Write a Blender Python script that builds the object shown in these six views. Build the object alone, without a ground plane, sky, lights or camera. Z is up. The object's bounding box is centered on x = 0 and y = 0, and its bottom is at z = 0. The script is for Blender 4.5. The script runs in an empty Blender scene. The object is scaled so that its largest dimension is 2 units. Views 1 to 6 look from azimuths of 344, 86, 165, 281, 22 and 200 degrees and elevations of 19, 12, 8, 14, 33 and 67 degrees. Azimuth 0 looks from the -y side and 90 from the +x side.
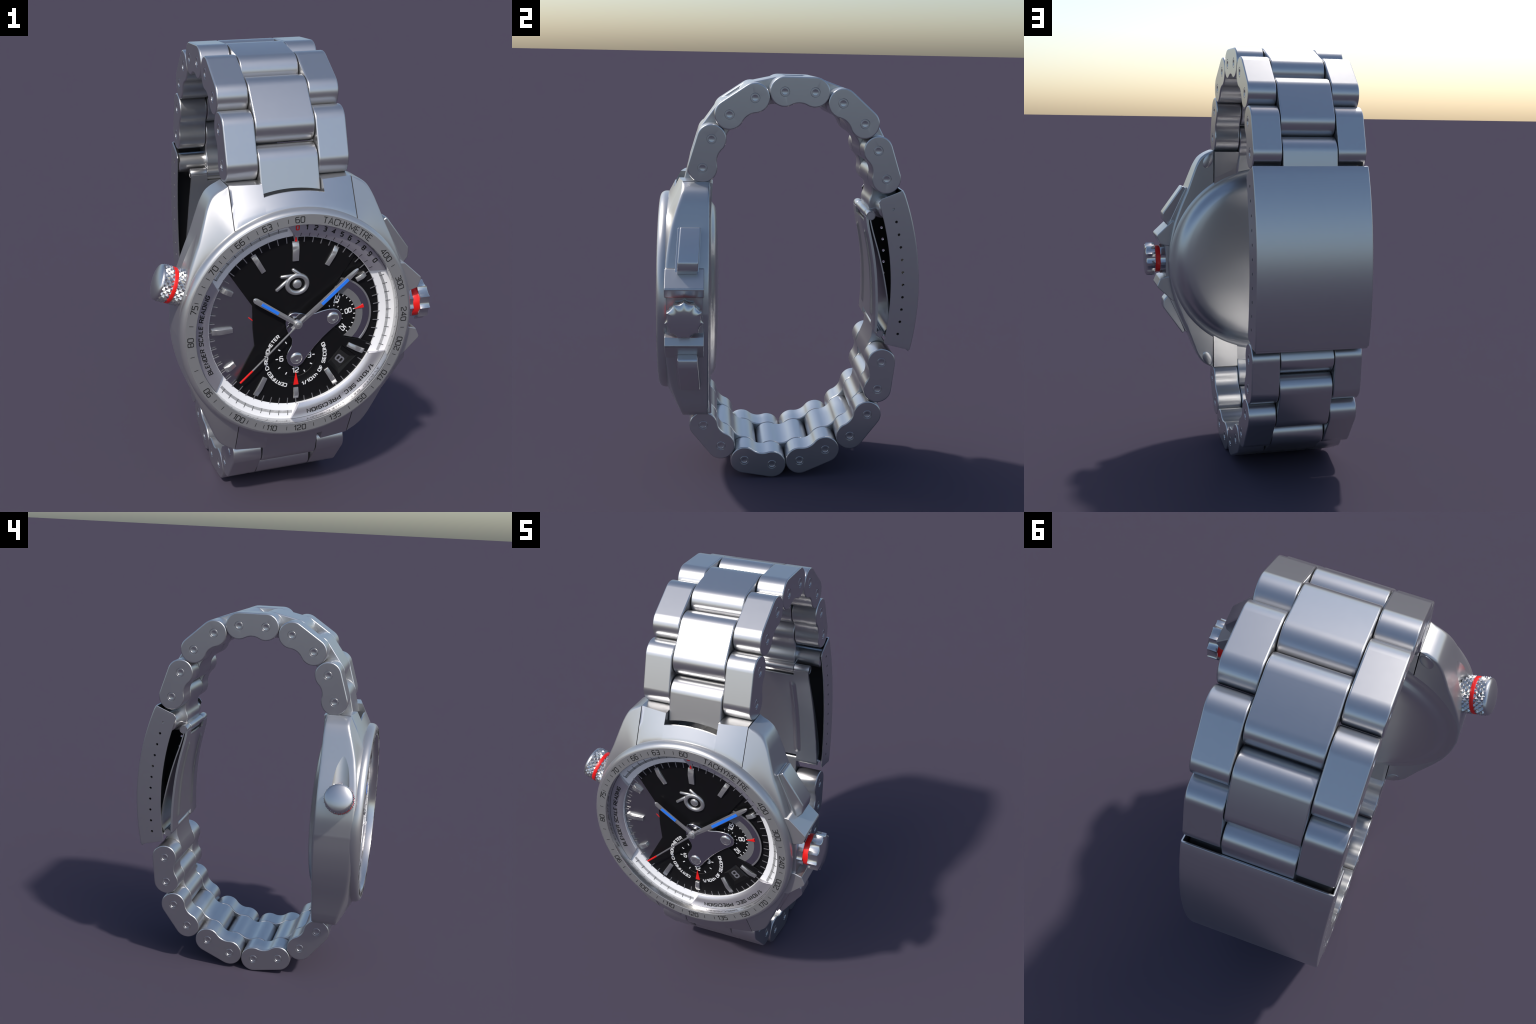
import bpy, bmesh, math
from math import sin, cos, pi, radians, sqrt, atan2, hypot
from mathutils import Matrix, Vector

# ------------------------------------------------------------------ frame
X0, Z0 = -0.0152, 0.924          # axis of the case (runs along y)
BAND = 0.2565                    # half width of the bracelet
COL = bpy.context.scene.collection

# ------------------------------------------------------------------ materials
def material(name, color, metallic=0.0, rough=0.4, grain=0.0, grain_scale=60.0,
             stretch=(1, 1, 1), spec=0.5, coat=0.0, bump=0.0):
    m = bpy.data.materials.new(name)
    m.use_nodes = True
    nt = m.node_tree
    b = nt.nodes["Principled BSDF"]
    b.inputs["Metallic"].default_value = metallic
    b.inputs["Specular IOR Level"].default_value = spec
    b.inputs["Coat Weight"].default_value = coat
    tc = nt.nodes.new("ShaderNodeTexCoord")
    mp = nt.nodes.new("ShaderNodeMapping")
    mp.inputs["Scale"].default_value = stretch
    nt.links.new(tc.outputs["Object"], mp.inputs["Vector"])
    nz = nt.nodes.new("ShaderNodeTexNoise")
    nz.inputs["Scale"].default_value = grain_scale
    nz.inputs["Detail"].default_value = 4.0
    nt.links.new(mp.outputs["Vector"], nz.inputs["Vector"])
    rr = nt.nodes.new("ShaderNodeMapRange")
    rr.inputs["To Min"].default_value = max(0.02, rough - grain)
    rr.inputs["To Max"].default_value = rough + grain
    nt.links.new(nz.outputs["Fac"], rr.inputs["Value"])
    nt.links.new(rr.outputs["Result"], b.inputs["Roughness"])
    cr = nt.nodes.new("ShaderNodeValToRGB")
    c = Vector(color)
    cr.color_ramp.elements[0].position = 0.35
    cr.color_ramp.elements[1].position = 0.65
    cr.color_ramp.elements[0].color = (*(c * (1 - grain * 0.4)), 1)
    cr.color_ramp.elements[1].color = (*(c * (1 + grain * 0.4)), 1)
    nt.links.new(nz.outputs["Fac"], cr.inputs["Fac"])
    nt.links.new(cr.outputs["Color"], b.inputs["Base Color"])
    if bump > 0:
        bp = nt.nodes.new("ShaderNodeBump")
        bp.inputs["Strength"].default_value = bump
        bp.inputs["Distance"].default_value = 0.001
        nt.links.new(nz.outputs["Fac"], bp.inputs["Height"])
        nt.links.new(bp.outputs["Normal"], b.inputs["Normal"])
    return m

STEEL = material("satin_steel", (0.57, 0.57, 0.575), 0.94, 0.31, 0.008, 40)
CASE = material("case_steel", (0.52, 0.52, 0.52), 0.80, 0.32, 0.008, 40)
POLISH = material("polished_steel", (0.60, 0.60, 0.60), 0.92, 0.20, 0.005, 40)
BEZELFACE = material("brushed_bezel_steel", (0.33, 0.33, 0.33), 0.6, 0.46, 0.02, 90)
BLACKDIAL = material("black_dial_lacquer", (0.006, 0.006, 0.0065), 0.0, 0.30, 0.03, 80, spec=0.25)
DEEPBLACK = material("deep_black_recess", (0.004, 0.004, 0.0045), 0.0, 0.5, spec=0.2)
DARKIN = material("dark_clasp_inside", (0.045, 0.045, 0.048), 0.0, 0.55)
GREYPLATE = material("grey_dial_metal", (0.43, 0.43, 0.44), 1.0, 0.28, 0.01, 80)
SLATE = material("slate_metal", (0.55, 0.55, 0.57), 1.0, 0.08, 0.01, 80)
GREYRING = material("grey_ring_paint", (0.17, 0.17, 0.175), 0.2, 0.4, 0.03, 90)
WHITE = material("white_flange_enamel", (0.80, 0.80, 0.81), 0.0, 0.35, 0.02, 60)
OVERLAY = material("grained_flange_steel", (0.60, 0.59, 0.62), 0.82, 0.34, 0.06, 420, bump=0.12)
INK = material("black_ink", (0.012, 0.012, 0.012), 0.0, 0.5, spec=0.3)
WHITEINK = material("white_ink", (0.78, 0.78, 0.78), 0.0, 0.5, spec=0.3)
RED = material("red_lacquer", (0.80, 0.012, 0.010), 0.0, 0.35)
BLUE = material("blue_lume", (0.02, 0.19, 0.82), 0.0, 0.4)
MARKER = material("marker_steel", (0.48, 0.48, 0.48), 0.8, 0.32, 0.01, 60)
DATEDIGIT = material("pale_date_ink", (0.16, 0.16, 0.18), 0.0, 0.4)

# ------------------------------------------------------------------ helpers
def empty(name):
    e = bpy.data.objects.new(name, None)
    COL.objects.link(e)
    return e

WATCH = empty("wristwatch")
WATCH["label"] = "steel chronograph wristwatch with black dial and link bracelet"
WATCH["category"] = "wrist watch"

def link_obj(name, me, mat, parent, kind=None):
    o = bpy.data.objects.new(name, me)
    COL.objects.link(o)
    if mat and not me.materials:
        me.materials.append(mat)
    o.parent = parent
    if kind:
        o["kind"] = kind
    return o

def smooth(me, angle=35):
    me.polygons.foreach_set("use_smooth", [True] * len(me.polygons))
    if angle < 179:
        me.set_sharp_from_angle(angle=radians(angle))
    me.update()

def mesh(name, verts, faces, recalc=True):
    me = bpy.data.meshes.new(name)
    me.from_pydata([tuple(v) for v in verts], [], faces)
    if recalc:
        bm = bmesh.new(); bm.from_mesh(me)
        bmesh.ops.remove_doubles(bm, verts=bm.verts, dist=1e-6)
        bmesh.ops.recalc_face_normals(bm, faces=bm.faces)
        bm.to_mesh(me); bm.free()
    return me

def apply_mods(o):
    dg = bpy.context.evaluated_depsgraph_get()
    dg.update()
    me = bpy.data.meshes.new_from_object(o.evaluated_get(dg), preserve_all_data_layers=True, depsgraph=dg)
    old = o.data
    o.modifiers.clear()
    o.data = me
    bpy.data.meshes.remove(old)
    return o

def bevel(o, width, segs=2, angle=30):
    smooth(o.data, 30)
    md = o.modifiers.new("b", "BEVEL")
    md.width = width; md.segments = segs
    md.limit_method = "ANGLE"; md.angle_limit = radians(angle)
    md.harden_normals = True
    md.use_clamp_overlap = True
    return apply_mods(o)

def tidy(o, angle=32, region=None):
    """face-weighted normals so that big flats stay flat next to rounded edges;
    the border of a region (test on vertex positions) is kept crisp"""
    smooth(o.data, angle)
    if region:
        bm = bmesh.new(); bm.from_mesh(o.data)
        inside = {f.index: all(region(v.co) for v in f.verts) for f in bm.faces}
        for e in bm.edges:
            if len(e.link_faces) == 2 and inside[e.link_faces[0].index] != inside[e.link_faces[1].index]:
                e.smooth = False
        bm.to_mesh(o.data); bm.free()
    md = o.modifiers.new("w", "WEIGHTED_NORMAL")
    md.keep_sharp = True; md.weight = 60
    return apply_mods(o)

def cut(o, tools, op="DIFFERENCE"):
    for t in tools:
        md = o.modifiers.new("c", "BOOLEAN")
        md.operation = op; md.object = t; md.solver = "EXACT"
    apply_mods(o)
    for t in tools:
        me = t.data
        bpy.data.objects.remove(t)
        bpy.data.meshes.remove(me)
    return o

# maps from face coordinates (u right, v up, y) and side coordinates
def F(u, v, y):
    return (X0 + u, y, Z0 + v)

def polar(b, r):
    b = radians(b)
    return r * sin(b), r * cos(b)

def prism_faces(n):
    return [tuple(range(n)), tuple(range(2 * n - 1, n - 1, -1))] + \
           [(i, i + n, (i + 1) % n + n, (i + 1) % n) for i in range(n)]

def face_prism(name, poly, y0, y1, mat, parent, bev=0, kind=None, segs=2):
    """polygon in dial coordinates, from depth y0 (back) to y1 (front)"""
    vs = [F(u, v, y0) for u, v in poly] + [F(u, v, y1) for u, v in poly]
    o = link_obj(name, mesh(name, vs, prism_faces(len(poly))), mat, parent, kind)
    if bev:
        bevel(o, bev, segs)
    return o

def side_prism(name, poly, u0, u1, mat, parent, bev=0, segs=2):
    """polygon (y,z), extruded across the watch"""
    vs = [(X0 + u0, y, z) for y, z in poly] + [(X0 + u1, y, z) for y, z in poly]
    o = link_obj(name, mesh(name, vs, prism_faces(len(poly))), mat, parent)
    if bev:
        bevel(o, bev, segs)
    return o

def lathe_mesh(name, prof, segs, place, closed=False, b0=0.0, b1=360.0, radial=None):
    """revolve profile of (r, h); place(bearing, r, h) gives the point"""
    full = abs(b1 - b0 - 360) < 1e-6
    nb = segs if full else segs + 1
    vs = []
    for i in range(nb):
        b = b0 + (b1 - b0) * i / segs
        for k, (r, h) in enumerate(prof):
            rr = radial(b, r, h) if radial else r
            vs.append(place(b, rr, h))
    m = len(prof); fs = []
    kk = m if closed else m - 1
    for i in range(segs):
        j = (i + 1) % nb
        for k in range(kk):
            l = (k + 1) % m
            fs.append((i * m + k, i * m + l, j * m + l, j * m + k))
    if closed and not full:
        fs.append(tuple(range(m)))
        fs.append(tuple((nb - 1) * m + k for k in range(m)))
    return mesh(name, vs, fs)

def face_place(cu=0.0, cv=0.0):
    def p(b, r, y):
        du, dv = polar(b, r)
        return F(cu + du, cv + dv, y)
    return p

def face_lathe(name, prof, mat, parent, segs=128, c=(0, 0), closed=False, b0=0, b1=360, ang=35, kind=None):
    me = lathe_mesh(name, prof, segs, face_place(*c), closed, b0, b1)
    smooth(me, ang)
    return link_obj(name, me, mat, parent, kind)

def x_place(y, v):
    """revolve about a line parallel to x"""
    def p(b, r, u):
        return (X0 + u, y + r * sin(radians(b)), Z0 + v + r * cos(radians(b)))
    return p

def arc_pts(c, r, a0, a1, n):
    return [(c[0] + r * cos(radians(a0 + (a1 - a0) * i / n)), c[1] + r * sin(radians(a0 + (a1 - a0) * i / n))) for i in range(n + 1)]

def spline(pts, n=8, closed=True):
    """Catmull-Rom through control points"""
    out = []; m = len(pts)
    rng = range(m) if closed else range(m - 1)
    for i in rng:
        g = lambda k: pts[k % m] if closed else pts[min(max(k, 0), m - 1)]
        p0, p1, p2, p3 = g(i - 1), g(i), g(i + 1), g(i + 2)
        for s in range(n):
            t = s / n
            out.append(tuple(0.5 * (2 * p1[d] + (p2[d] - p0[d]) * t + (2 * p0[d] - 5 * p1[d] + 4 * p2[d] - p3[d]) * t * t
                             + (3 * p1[d] - p0[d] - 3 * p2[d] + p3[d]) * t ** 3) for d in range(len(p1))))
    if not closed:
        out.append(pts[-1])
    return out

def interp(tab, x):
    for (a, fa), (b, fb) in zip(tab, tab[1:]):
        if x <= b:
            return fa + (fb - fa) * (x - a) / (b - a)
    return tab[-1][1]

# ------------------------------------------------------------------ square engraved lettering
# strokes on a 0..w by 0..1 box; a point with a third entry 0 keeps a sharp corner
def box(w, y0=0.0, y1=1.0):
    return [(w / 2, y1), (w, y1), (w, y0), (0, y0), (0, y1), (w / 2, y1)]

GLYPH = {
    "0": (0.62, [box(0.62)]),
    "1": (0.30, [[(0.0, 0.78), (0.26, 1.0, 0), (0.26, 0.0)]]),
    "2": (0.60, [[(0, 0.80), (0, 1), (0.6, 1), (0.6, 0.55), (0, 0.30), (0, 0, 0), (0.6, 0)]]),
    "3": (0.58, [[(0, 1), (0.58, 1), (0.58, 0.52), (0.15, 0.52)], [(0.3, 0.52), (0.58, 0.52), (0.58, 0), (0, 0)]]),
    "4": (0.64, [[(0.5, 0), (0.5, 1, 0), (0, 0.28, 0), (0.64, 0.28)]]),
    "5": (0.60, [[(0.57, 1), (0.03, 1, 0), (0, 0.58, 0), (0.6, 0.58), (0.6, 0), (0, 0)]]),
    "6": (0.60, [[(0.58, 1), (0, 1), (0, 0), (0.6, 0), (0.6, 0.58), (0, 0.58)]]),
    "7": (0.58, [[(0, 1), (0.58, 1, 0), (0.18, 0)]]),
    "8": (0.60, [box(0.60, 0.5, 1.0), box(0.60, 0.0, 0.5)]),
    "9": (0.60, [[(0.02, 0), (0.6, 0), (0.6, 1), (0, 1), (0, 0.42), (0.6, 0.42)]]),
    "A": (0.64, [[(0, 0), (0.32, 1, 0), (0.64, 0)], [(0.11, 0.32), (0.53, 0.32)]]),
    "B": (0.58, [[(0, 0.52), (0.54, 0.52), (0.54, 1), (0, 1, 0), (0, 0, 0), (0.58, 0), (0.58, 0.52), (0.3, 0.52)]]),
    "C": (0.56, [[(0.56, 0.82), (0.56, 1), (0, 1), (0, 0), (0.56, 0), (0.56, 0.18)]]),
    "D": (0.58, [[(0.2, 1), (0.58, 1), (0.58, 0), (0, 0, 0), (0, 1, 0), (0.2, 1)]]),
    "E": (0.48, [[(0.48, 1), (0, 1, 0), (0, 0, 0), (0.48, 0)], [(0, 0.52), (0.42, 0.52)]]),
    "F": (0.48, [[(0.48, 1), (0, 1, 0), (0, 0)], [(0, 0.5), (0.42, 0.5)]]),
    "G": (0.58, [[(0.56, 0.84), (0.56, 1), (0, 1), (0, 0), (0.58, 0), (0.58, 0.48, 0), (0.3, 0.48)]]),
    "H": (0.58, [[(0, 0), (0, 1)], [(0.58, 0), (0.58, 1)], [(0, 0.52), (0.58, 0.52)]]),
    "I": (0.02, [[(0.01, 0), (0.01, 1)]]),
    "L": (0.46, [[(0, 1), (0, 0, 0), (0.46, 0)]]),
    "M": (0.72, [[(0, 0), (0, 1, 0), (0.36, 0.25, 0), (0.72, 1, 0), (0.72, 0)]]),
    "N": (0.58, [[(0, 0), (0, 1, 0), (0.58, 0, 0), (0.58, 1)]]),
    "O": (0.60, [box(0.60)]),
    "P": (0.56, [[(0, 0), (0, 1, 0), (0.56, 1), (0.56, 0.44), (0, 0.44)]]),
    "R": (0.58, [[(0, 0), (0, 1, 0), (0.56, 1), (0.56, 0.46), (0, 0.46)], [(0.38, 0.46), (0.58, 0)]]),
    "S": (0.56, [[(0.56, 0.84), (0.56, 1), (0, 1), (0, 0.52), (0.56, 0.52), (0.56, 0), (0, 0), (0, 0.16)]]),
    "T": (0.56, [[(0, 1), (0.56, 1)], [(0.28, 1), (0.28, 0)]]),
    "Y": (0.60, [[(0, 1), (0.3, 0.5, 0), (0.6, 1)], [(0.3, 0.5), (0.3, 0)]]),
    "h": (0.46, [[(0, 0), (0, 1)], [(0, 0.68), (0.46, 0.68), (0.46, 0)]]),
    "t": (0.34, [[(0.12, 0.95), (0.12, 0), (0.34, 0)], [(0, 0.68), (0.34, 0.68)]]),
    "/": (0.40, [[(0, -0.08), (0.40, 1.08)]]),
    ".": (0.04, [[(0.0, 0.0), (0.06, 0.0)]]),
    " ": (0.22, []),
}

def rounded(pl, r):
    if len(pl) < 3:
        return [p[:2] for p in pl]
    closed = pl[0][:2] == pl[-1][:2]
    out = [pl[0][:2]]
    for i in range(1, len(pl) - 1):
        p = Vector(pl[i][:2]); a = Vector(pl[i - 1][:2]); b = Vector(pl[i + 1][:2])
        if len(pl[i]) == 3:
            out.append(tuple(p)); continue
        da, db = a - p, b - p
        rr = min(r, da.length * 0.5, db.length * 0.5)
        pa, pb = p + da.normalized() * rr, p + db.normalized() * rr
        for k in range(5):
            t = k / 4
            out.append(tuple(pa * (1 - t) ** 2 + p * 2 * t * (1 - t) + pb * t * t))
    out.append(pl[-1][:2])
    res = [out[0]]
    for q in out[1:]:
        if hypot(q[0] - res[-1][0], q[1] - res[-1][1]) > 1e-5:
            res.append(q)
    return res

def ribbon(pts, w):
    """closed quads of width w along a polyline, mitred"""
    closed = hypot(pts[0][0] - pts[-1][0], pts[0][1] - pts[-1][1]) < 1e-5
    n = len(pts); L = []
    for i in range(n):
        p = Vector(pts[i])
        if closed:
            a = Vector(pts[(i - 1) % (n - 1)]); b = Vector(pts[(i + 1) % (n - 1)])
        else:
            a = Vector(pts[max(i - 1, 0)]); b = Vector(pts[min(i + 1, n - 1)])
        d0 = (p - a); d1 = (b - p)
        if d0.length < 1e-9: d0 = d1
        if d1.length < 1e-9: d1 = d0
        d0.normalize(); d1.normalize()
        n0 = Vector((-d0.y, d0.x)); n1 = Vector((-d1.y, d1.x))
        m = n0 + n1
        if m.length < 1e-6: m = n0
        m.normalize()
        k = 1.0 / max(0.45, m.dot(n0))
        L.append((tuple(p + m * w / 2 * k), tuple(p - m * w / 2 * k)))
    return L

def text_mesh(name, s, height, place, stroke=0.11, gap=0.2, stretch=1.0, thick=0.0012, slant=0.0, span=None):
    """place(x, y, lift) maps text plane metres to space; text centred on x=0, y 0..height"""
    vs = []; fs = []
    total = sum(GLYPH[c][0] for c in s) + gap * (len(s) - 1)
    x = -total / 2
    fit = 1.0 - stroke                 # outer height of a glyph equals height
    if span:
        stretch = span / ((total + stroke) * height * fit * 1.06)
    layer = 0
    for c in s:
        w, strokes = GLYPH[c]
        for pl in strokes:
            pts = rounded(pl, 0.2)
            rb = ribbon(pts, stroke)
            layer += 1
            th = thick + 0.00010 * (layer % 4)      # crossing strokes never share a plane
            b = len(vs)
            for (p, q) in rb:
                for (e, lift) in ((p, th), (q, th), (q, -th), (p, -th)):
                    vs.append(place((x + e[0] + slant * e[1]) * height * stretch * fit * 1.06, (stroke / 2 + e[1] * fit) * height, lift))
            for i in range(len(rb) - 1):
                a = b + 4 * i; d = a + 4
                for k in range(4):
                    fs.append((a + k, a + (k + 1) % 4, d + (k + 1) % 4, d + k))
            fs.append((b, b + 1, b + 2, b + 3))
            e = b + 4 * (len(rb) - 1)
            fs.append((e + 3, e + 2, e + 1, e))
        x += w + gap
    me = bpy.data.meshes.new(name)
    me.from_pydata(vs, [], fs)
    bm = bmesh.new(); bm.from_mesh(me)
    bmesh.ops.recalc_face_normals(bm, faces=bm.faces)
    bm.to_mesh(me); bm.free()
    return me

def ring_place(bearing, rbase, yfun, outward=True, c=(0, 0), ref=None):
    """text wrapped along a circle; tops outward (clockwise) or inward (anticlockwise)"""
    rr = ref or rbase
    def p(x, y, lift):
        if outward:
            r = rbase + y; b = bearing + math.degrees(x / rr)
        else:
            r = rbase - y; b = bearing - math.degrees(x / rr)
        u, v = polar(b, r)
        return F(c[0] + u, c[1] + v, yfun(r) - lift)
    return p

def flat_place(c, up_bearing, yv, height):
    """straight text centred at c with its top towards up_bearing"""
    a = radians(up_bearing)
    up = (sin(a), cos(a)); rt = (cos(a), -sin(a))
    def p(x, y, lift):
        yy = y - height / 2
        return F(c[0] + rt[0] * x + up[0] * yy, c[1] + rt[1] * x + up[1] * yy, yv - lift)
    return p

# ------------------------------------------------------------------ bracelet
PINS_UP = [(-0.425, 1.571), (-0.383, 1.708), (-0.301, 1.821), (-0.182, 1.900), (-0.0435, 1.9305),
           (0.097, 1.929), (0.230, 1.881), (0.337, 1.786), (0.406, 1.660), (0.450, 1.528)]
PINS_LOW = [(-0.415, 0.283), (-0.329, 0.175), (-0.209, 0.094), (-0.069, 0.0705), (0.070, 0.089),
            (0.201, 0.148), (0.323, 0.221), (0.407, 0.335), (0.453, 0.470), (0.467, 0.611)]
PITCH, RL = 0.142, 0.0702

def link_profile(half=PITCH / 2, R=RL, dent=0.052, n=9):
    """s along the two pins, t towards the outside of the band; concave waist inside"""
    d = dent
    rc = (half * half + d * d - R * R) / (2 * (R - d))
    th = math.degrees(atan2(-(d + rc), -half))            # direction pin -> waist centre
    pts = arc_pts((half, 0), R, 90, -90, n * 2)
    a_end = th if th < 0 else th - 360
    pts += arc_pts((half, 0), R, -90, a_end, n)[1:]
    c = (0, -(d + rc))
    b0 = math.degrees(atan2(-c[1], half)); b1 = 180 - b0
    pts += arc_pts(c, rc, b0, b1, n + 3)[1:]
    pts += [(-p[0], p[1]) for p in reversed(arc_pts((half, 0), R, -90, a_end, n))][1:]
    pts += [(-p[0], p[1]) for p in reversed(arc_pts((half, 0), R, 90, -90, n * 2))][1:]
    return pts

def link_mesh(name, w, bev=0.0062):
    prof = link_profile()
    n = len(prof)
    vs = [(-w / 2, s, t) for s, t in prof] + [(w / 2, s, t) for s, t in prof]
    o = link_obj(name, mesh(name, vs, prism_faces(n)), STEEL, None)
    bevel(o, bev, 3, 40)
    return o

def pose(p, q, x, flip=False, centre=(0.0, 1.0)):
    """matrix: local y along p->q, local z away from the middle of the loop"""
    p = Vector((x, p[0], p[1])); q = Vector((x, q[0], q[1]))
    ey = (q - p).normalized(); m = (p + q) / 2
    ez = Vector((1, 0, 0)).cross(ey)
    if ez.dot(m - Vector((x, *centre))) < 0:
        ez = -ez
    ex = ey.cross(ez)
    if flip:
        ex = -ex; ey = -ey
    M = Matrix((ex, ey, ez)).transposed().to_4x4()
    M.translation = m
    return M

OUTW = 0.1295
CENW = 0.2490
o = link_mesh("outer_link", OUTW)
tools = []
for s in (-PITCH / 2, PITCH / 2):
    me = lathe_mesh("t", [(0, OUTW / 2 - 0.004), (0.0235, OUTW / 2 - 0.004), (0.0235, OUTW / 2 + 0.02), (0, OUTW / 2 + 0.02)], 32,
                    lambda b, r, h: (h, s + r * cos(radians(b)), r * sin(radians(b))))
    tools.append(link_obj("t", me, None, None))
cut(o, tools)
tidy(o, 40)
OUTER = o.data
bpy.data.objects.remove(o)
o = link_mesh("centre_link", CENW)
CENTRE = o.data
bpy.data.objects.remove(o)
hw = OUTW / 2
PIN = lathe_mesh("link_pin", [(0.0233, hw - 0.0039), (0.0222, hw - 0.0037), (0.0219, hw - 0.0012), (0.0208, hw - 0.0004), (0.0146, hw - 0.0004), (0.0138, hw - 0.0014), (0.0130, hw - 0.0024),
                              (0.0060, hw - 0.0036), (0.0, hw - 0.0038)], 32, lambda b, r, h: (h, r * cos(radians(b)), r * sin(radians(b))))
smooth(PIN, 25)
PIN.materials.append(STEEL)

def add_outer(p, q):
    for side in (-1, 1):
        x = X0 + side * (BAND - OUTW / 2)
        M = pose(p, q, x)
        ex = M.to_3x3().col[0]
        if ex.x * side < 0:
            M = pose(p, q, x, True)
        lo = link_obj("outer_link", OUTER, None, WATCH)
        lo.matrix_world = M
        for s in (-PITCH / 2, PITCH / 2):
            po = link_obj("link_pin", PIN, None, lo)
            po.matrix_local = Matrix.Translation((0, s, 0))

def add_centre(p, q):
    lo = link_obj("centre_link", CENTRE, None, WATCH)
    lo.matrix_world = pose(p, q, X0)
    return lo

for P in (PINS_UP, PINS_LOW):
    for i in range(0, 10, 2):
        add_outer(P[i], P[i + 1])
    for i in range(1, 9, 2):
        add_centre(P[i], P[i + 1])

# links that run into the case: same profile, end hollowed to the bezel's circle
def axis_cylinder(r, y0, y1, segs=160):
    me = lathe_mesh("t", [(0, y0), (r, y0), (r, y1), (0, y1)], segs, face_place())
    return link_obj("t", me, None, None)

for p, q in ((PINS_UP[0], (-0.459, 1.433)), (PINS_LOW[0], (-0.454, 0.4195))):
    lo = add_centre(p, q)
    lo.data = CENTRE.copy()
    cut(lo, [axis_cylinder(0.5545, -0.9, -0.1)])
    md = lo.modifiers.new("b", "BEVEL"); md.width = 0.011; md.segments = 4
    md.limit_method = "ANGLE"; md.angle_limit = radians(55)
    apply_mods(lo)
    tidy(lo, 40)

# ------------------------------------------------------------------ case body (between the lugs the end links sit)
OUTLINE = [(0.2580, 0.582), (0.283, 0.573), (0.307, 0.560), (0.329, 0.540), (0.349, 0.504), (0.365, 0.462), (0.380, 0.420),
           (0.396, 0.376), (0.414, 0.335), (0.440, 0.270), (0.467, 0.190), (0.487, 0.095), (0.4945, 0.0)]
YB, SLOPE = -0.390, 0.54

def cone_y(r):
    return -0.588 + SLOPE * (r - 0.507) if r > 0.49 else -0.598

half_out = spline(OUTLINE, 8, closed=False)
LOWER = [(0.2580, 0.581), (0.283, 0.571), (0.306, 0.556), (0.327, 0.534), (0.346, 0.499), (0.361, 0.460), (0.376, 0.420),
         (0.393, 0.377), (0.411, 0.335), (0.438, 0.270), (0.466, 0.190), (0.487, 0.095), (0.4945, 0.0)]     # lower lugs are a little slimmer
half_out = half_out + [(u, -v) for u, v in reversed(spline(LOWER, 8, closed=False)[:-1])]

def case_side(sgn, name):
    inner_u = 0.2580
    loops = []
    for (u, v) in half_out:
        r = hypot(u, v); b = atan2(u, v)
        rin = max(0.44, inner_u / max(sin(b), 1e-6))
        rin = min(rin, r - 0.0005)
        f = min(1.0, (r - rin) / 0.05)
        e = 0.012 * f + 0.0005           # rounding of the front edge
        d = 0.010 * f + 0.0005
        yf = cone_y(r - e)
        sec = [(rin, cone_y(rin))]
        if rin < 0.49:
            sec.append((0.495, cone_y(0.495)))
        else:
            sec.append((rin + (r - rin) * 0.3, cone_y(rin + (r - rin) * 0.3)))
        sec += [(r - e, yf)]
        y_side = cone_y(r) + e * 0.9
        for k in range(1, 5):
            t = k / 4 * pi / 2
            sec.append((r - e + e * sin(t), yf + (y_side - yf) * (1 - cos(t))))
        for k in range(1, 10):
            sec.append((r, y_side + (YB - d - y_side) * k / 10))
        for k in range(0, 5):
            t = k / 4 * pi / 2
            sec.append((r - d + d * cos(t), YB - d + d * sin(t)))
        sec += [(rin, YB)]
        loops.append([(X0 + sgn * rr * sin(b), yy, Z0 + rr * cos(b)) for rr, yy in sec])
    m = len(loops[0])
    vs = [p for l in loops for p in l]
    fs = []
    for i in range(len(loops) - 1):
        for k in range(m):
            l = (k + 1) % m
            fs.append((i * m + k, i * m + l, (i + 1) * m + l, (i + 1) * m + k))
    fs.append(tuple(range(m)))
    fs.append(tuple((len(loops) - 1) * m + k for k in range(m)))
    me = mesh(name, vs, fs)
    smooth(me, 38)
    return link_obj(name, me, CASE, WATCH)

right_case = case_side(1, "case_flank")
left_case = case_side(-1, "case_flank")
# milled scoop above the knurled crown
SCOOP_U, SCOOP_R = 0.390, 0.054
me = lathe_mesh("t", [(0, 0.165), (SCOOP_R, 0.165), (SCOOP_R, 0.5), (0, 0.5)], 48,
                lambda b, r, h: (X0 - SCOOP_U - SCOOP_R - 0.24 * (0.388 - h) + r * sin(radians(b)), -0.509 + r * cos(radians(b)), Z0 + h))
cut(left_case, [link_obj("t", me, None, None)])
def on_scoop(p):
    c = X0 - SCOOP_U - SCOOP_R - 0.24 * (0.388 - (p.z - Z0))
    return abs(hypot(p.x - c, p.y + 0.509) - SCOOP_R) < 4e-4
tidy(left_case, 38, on_scoop)
tidy(right_case, 38)

# core drum of the case
face_lathe("case_drum", [(0.425, -0.58), (0.47, -0.58), (0.47, -0.39), (0.0, -0.39)], STEEL, WATCH, 128)

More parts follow.
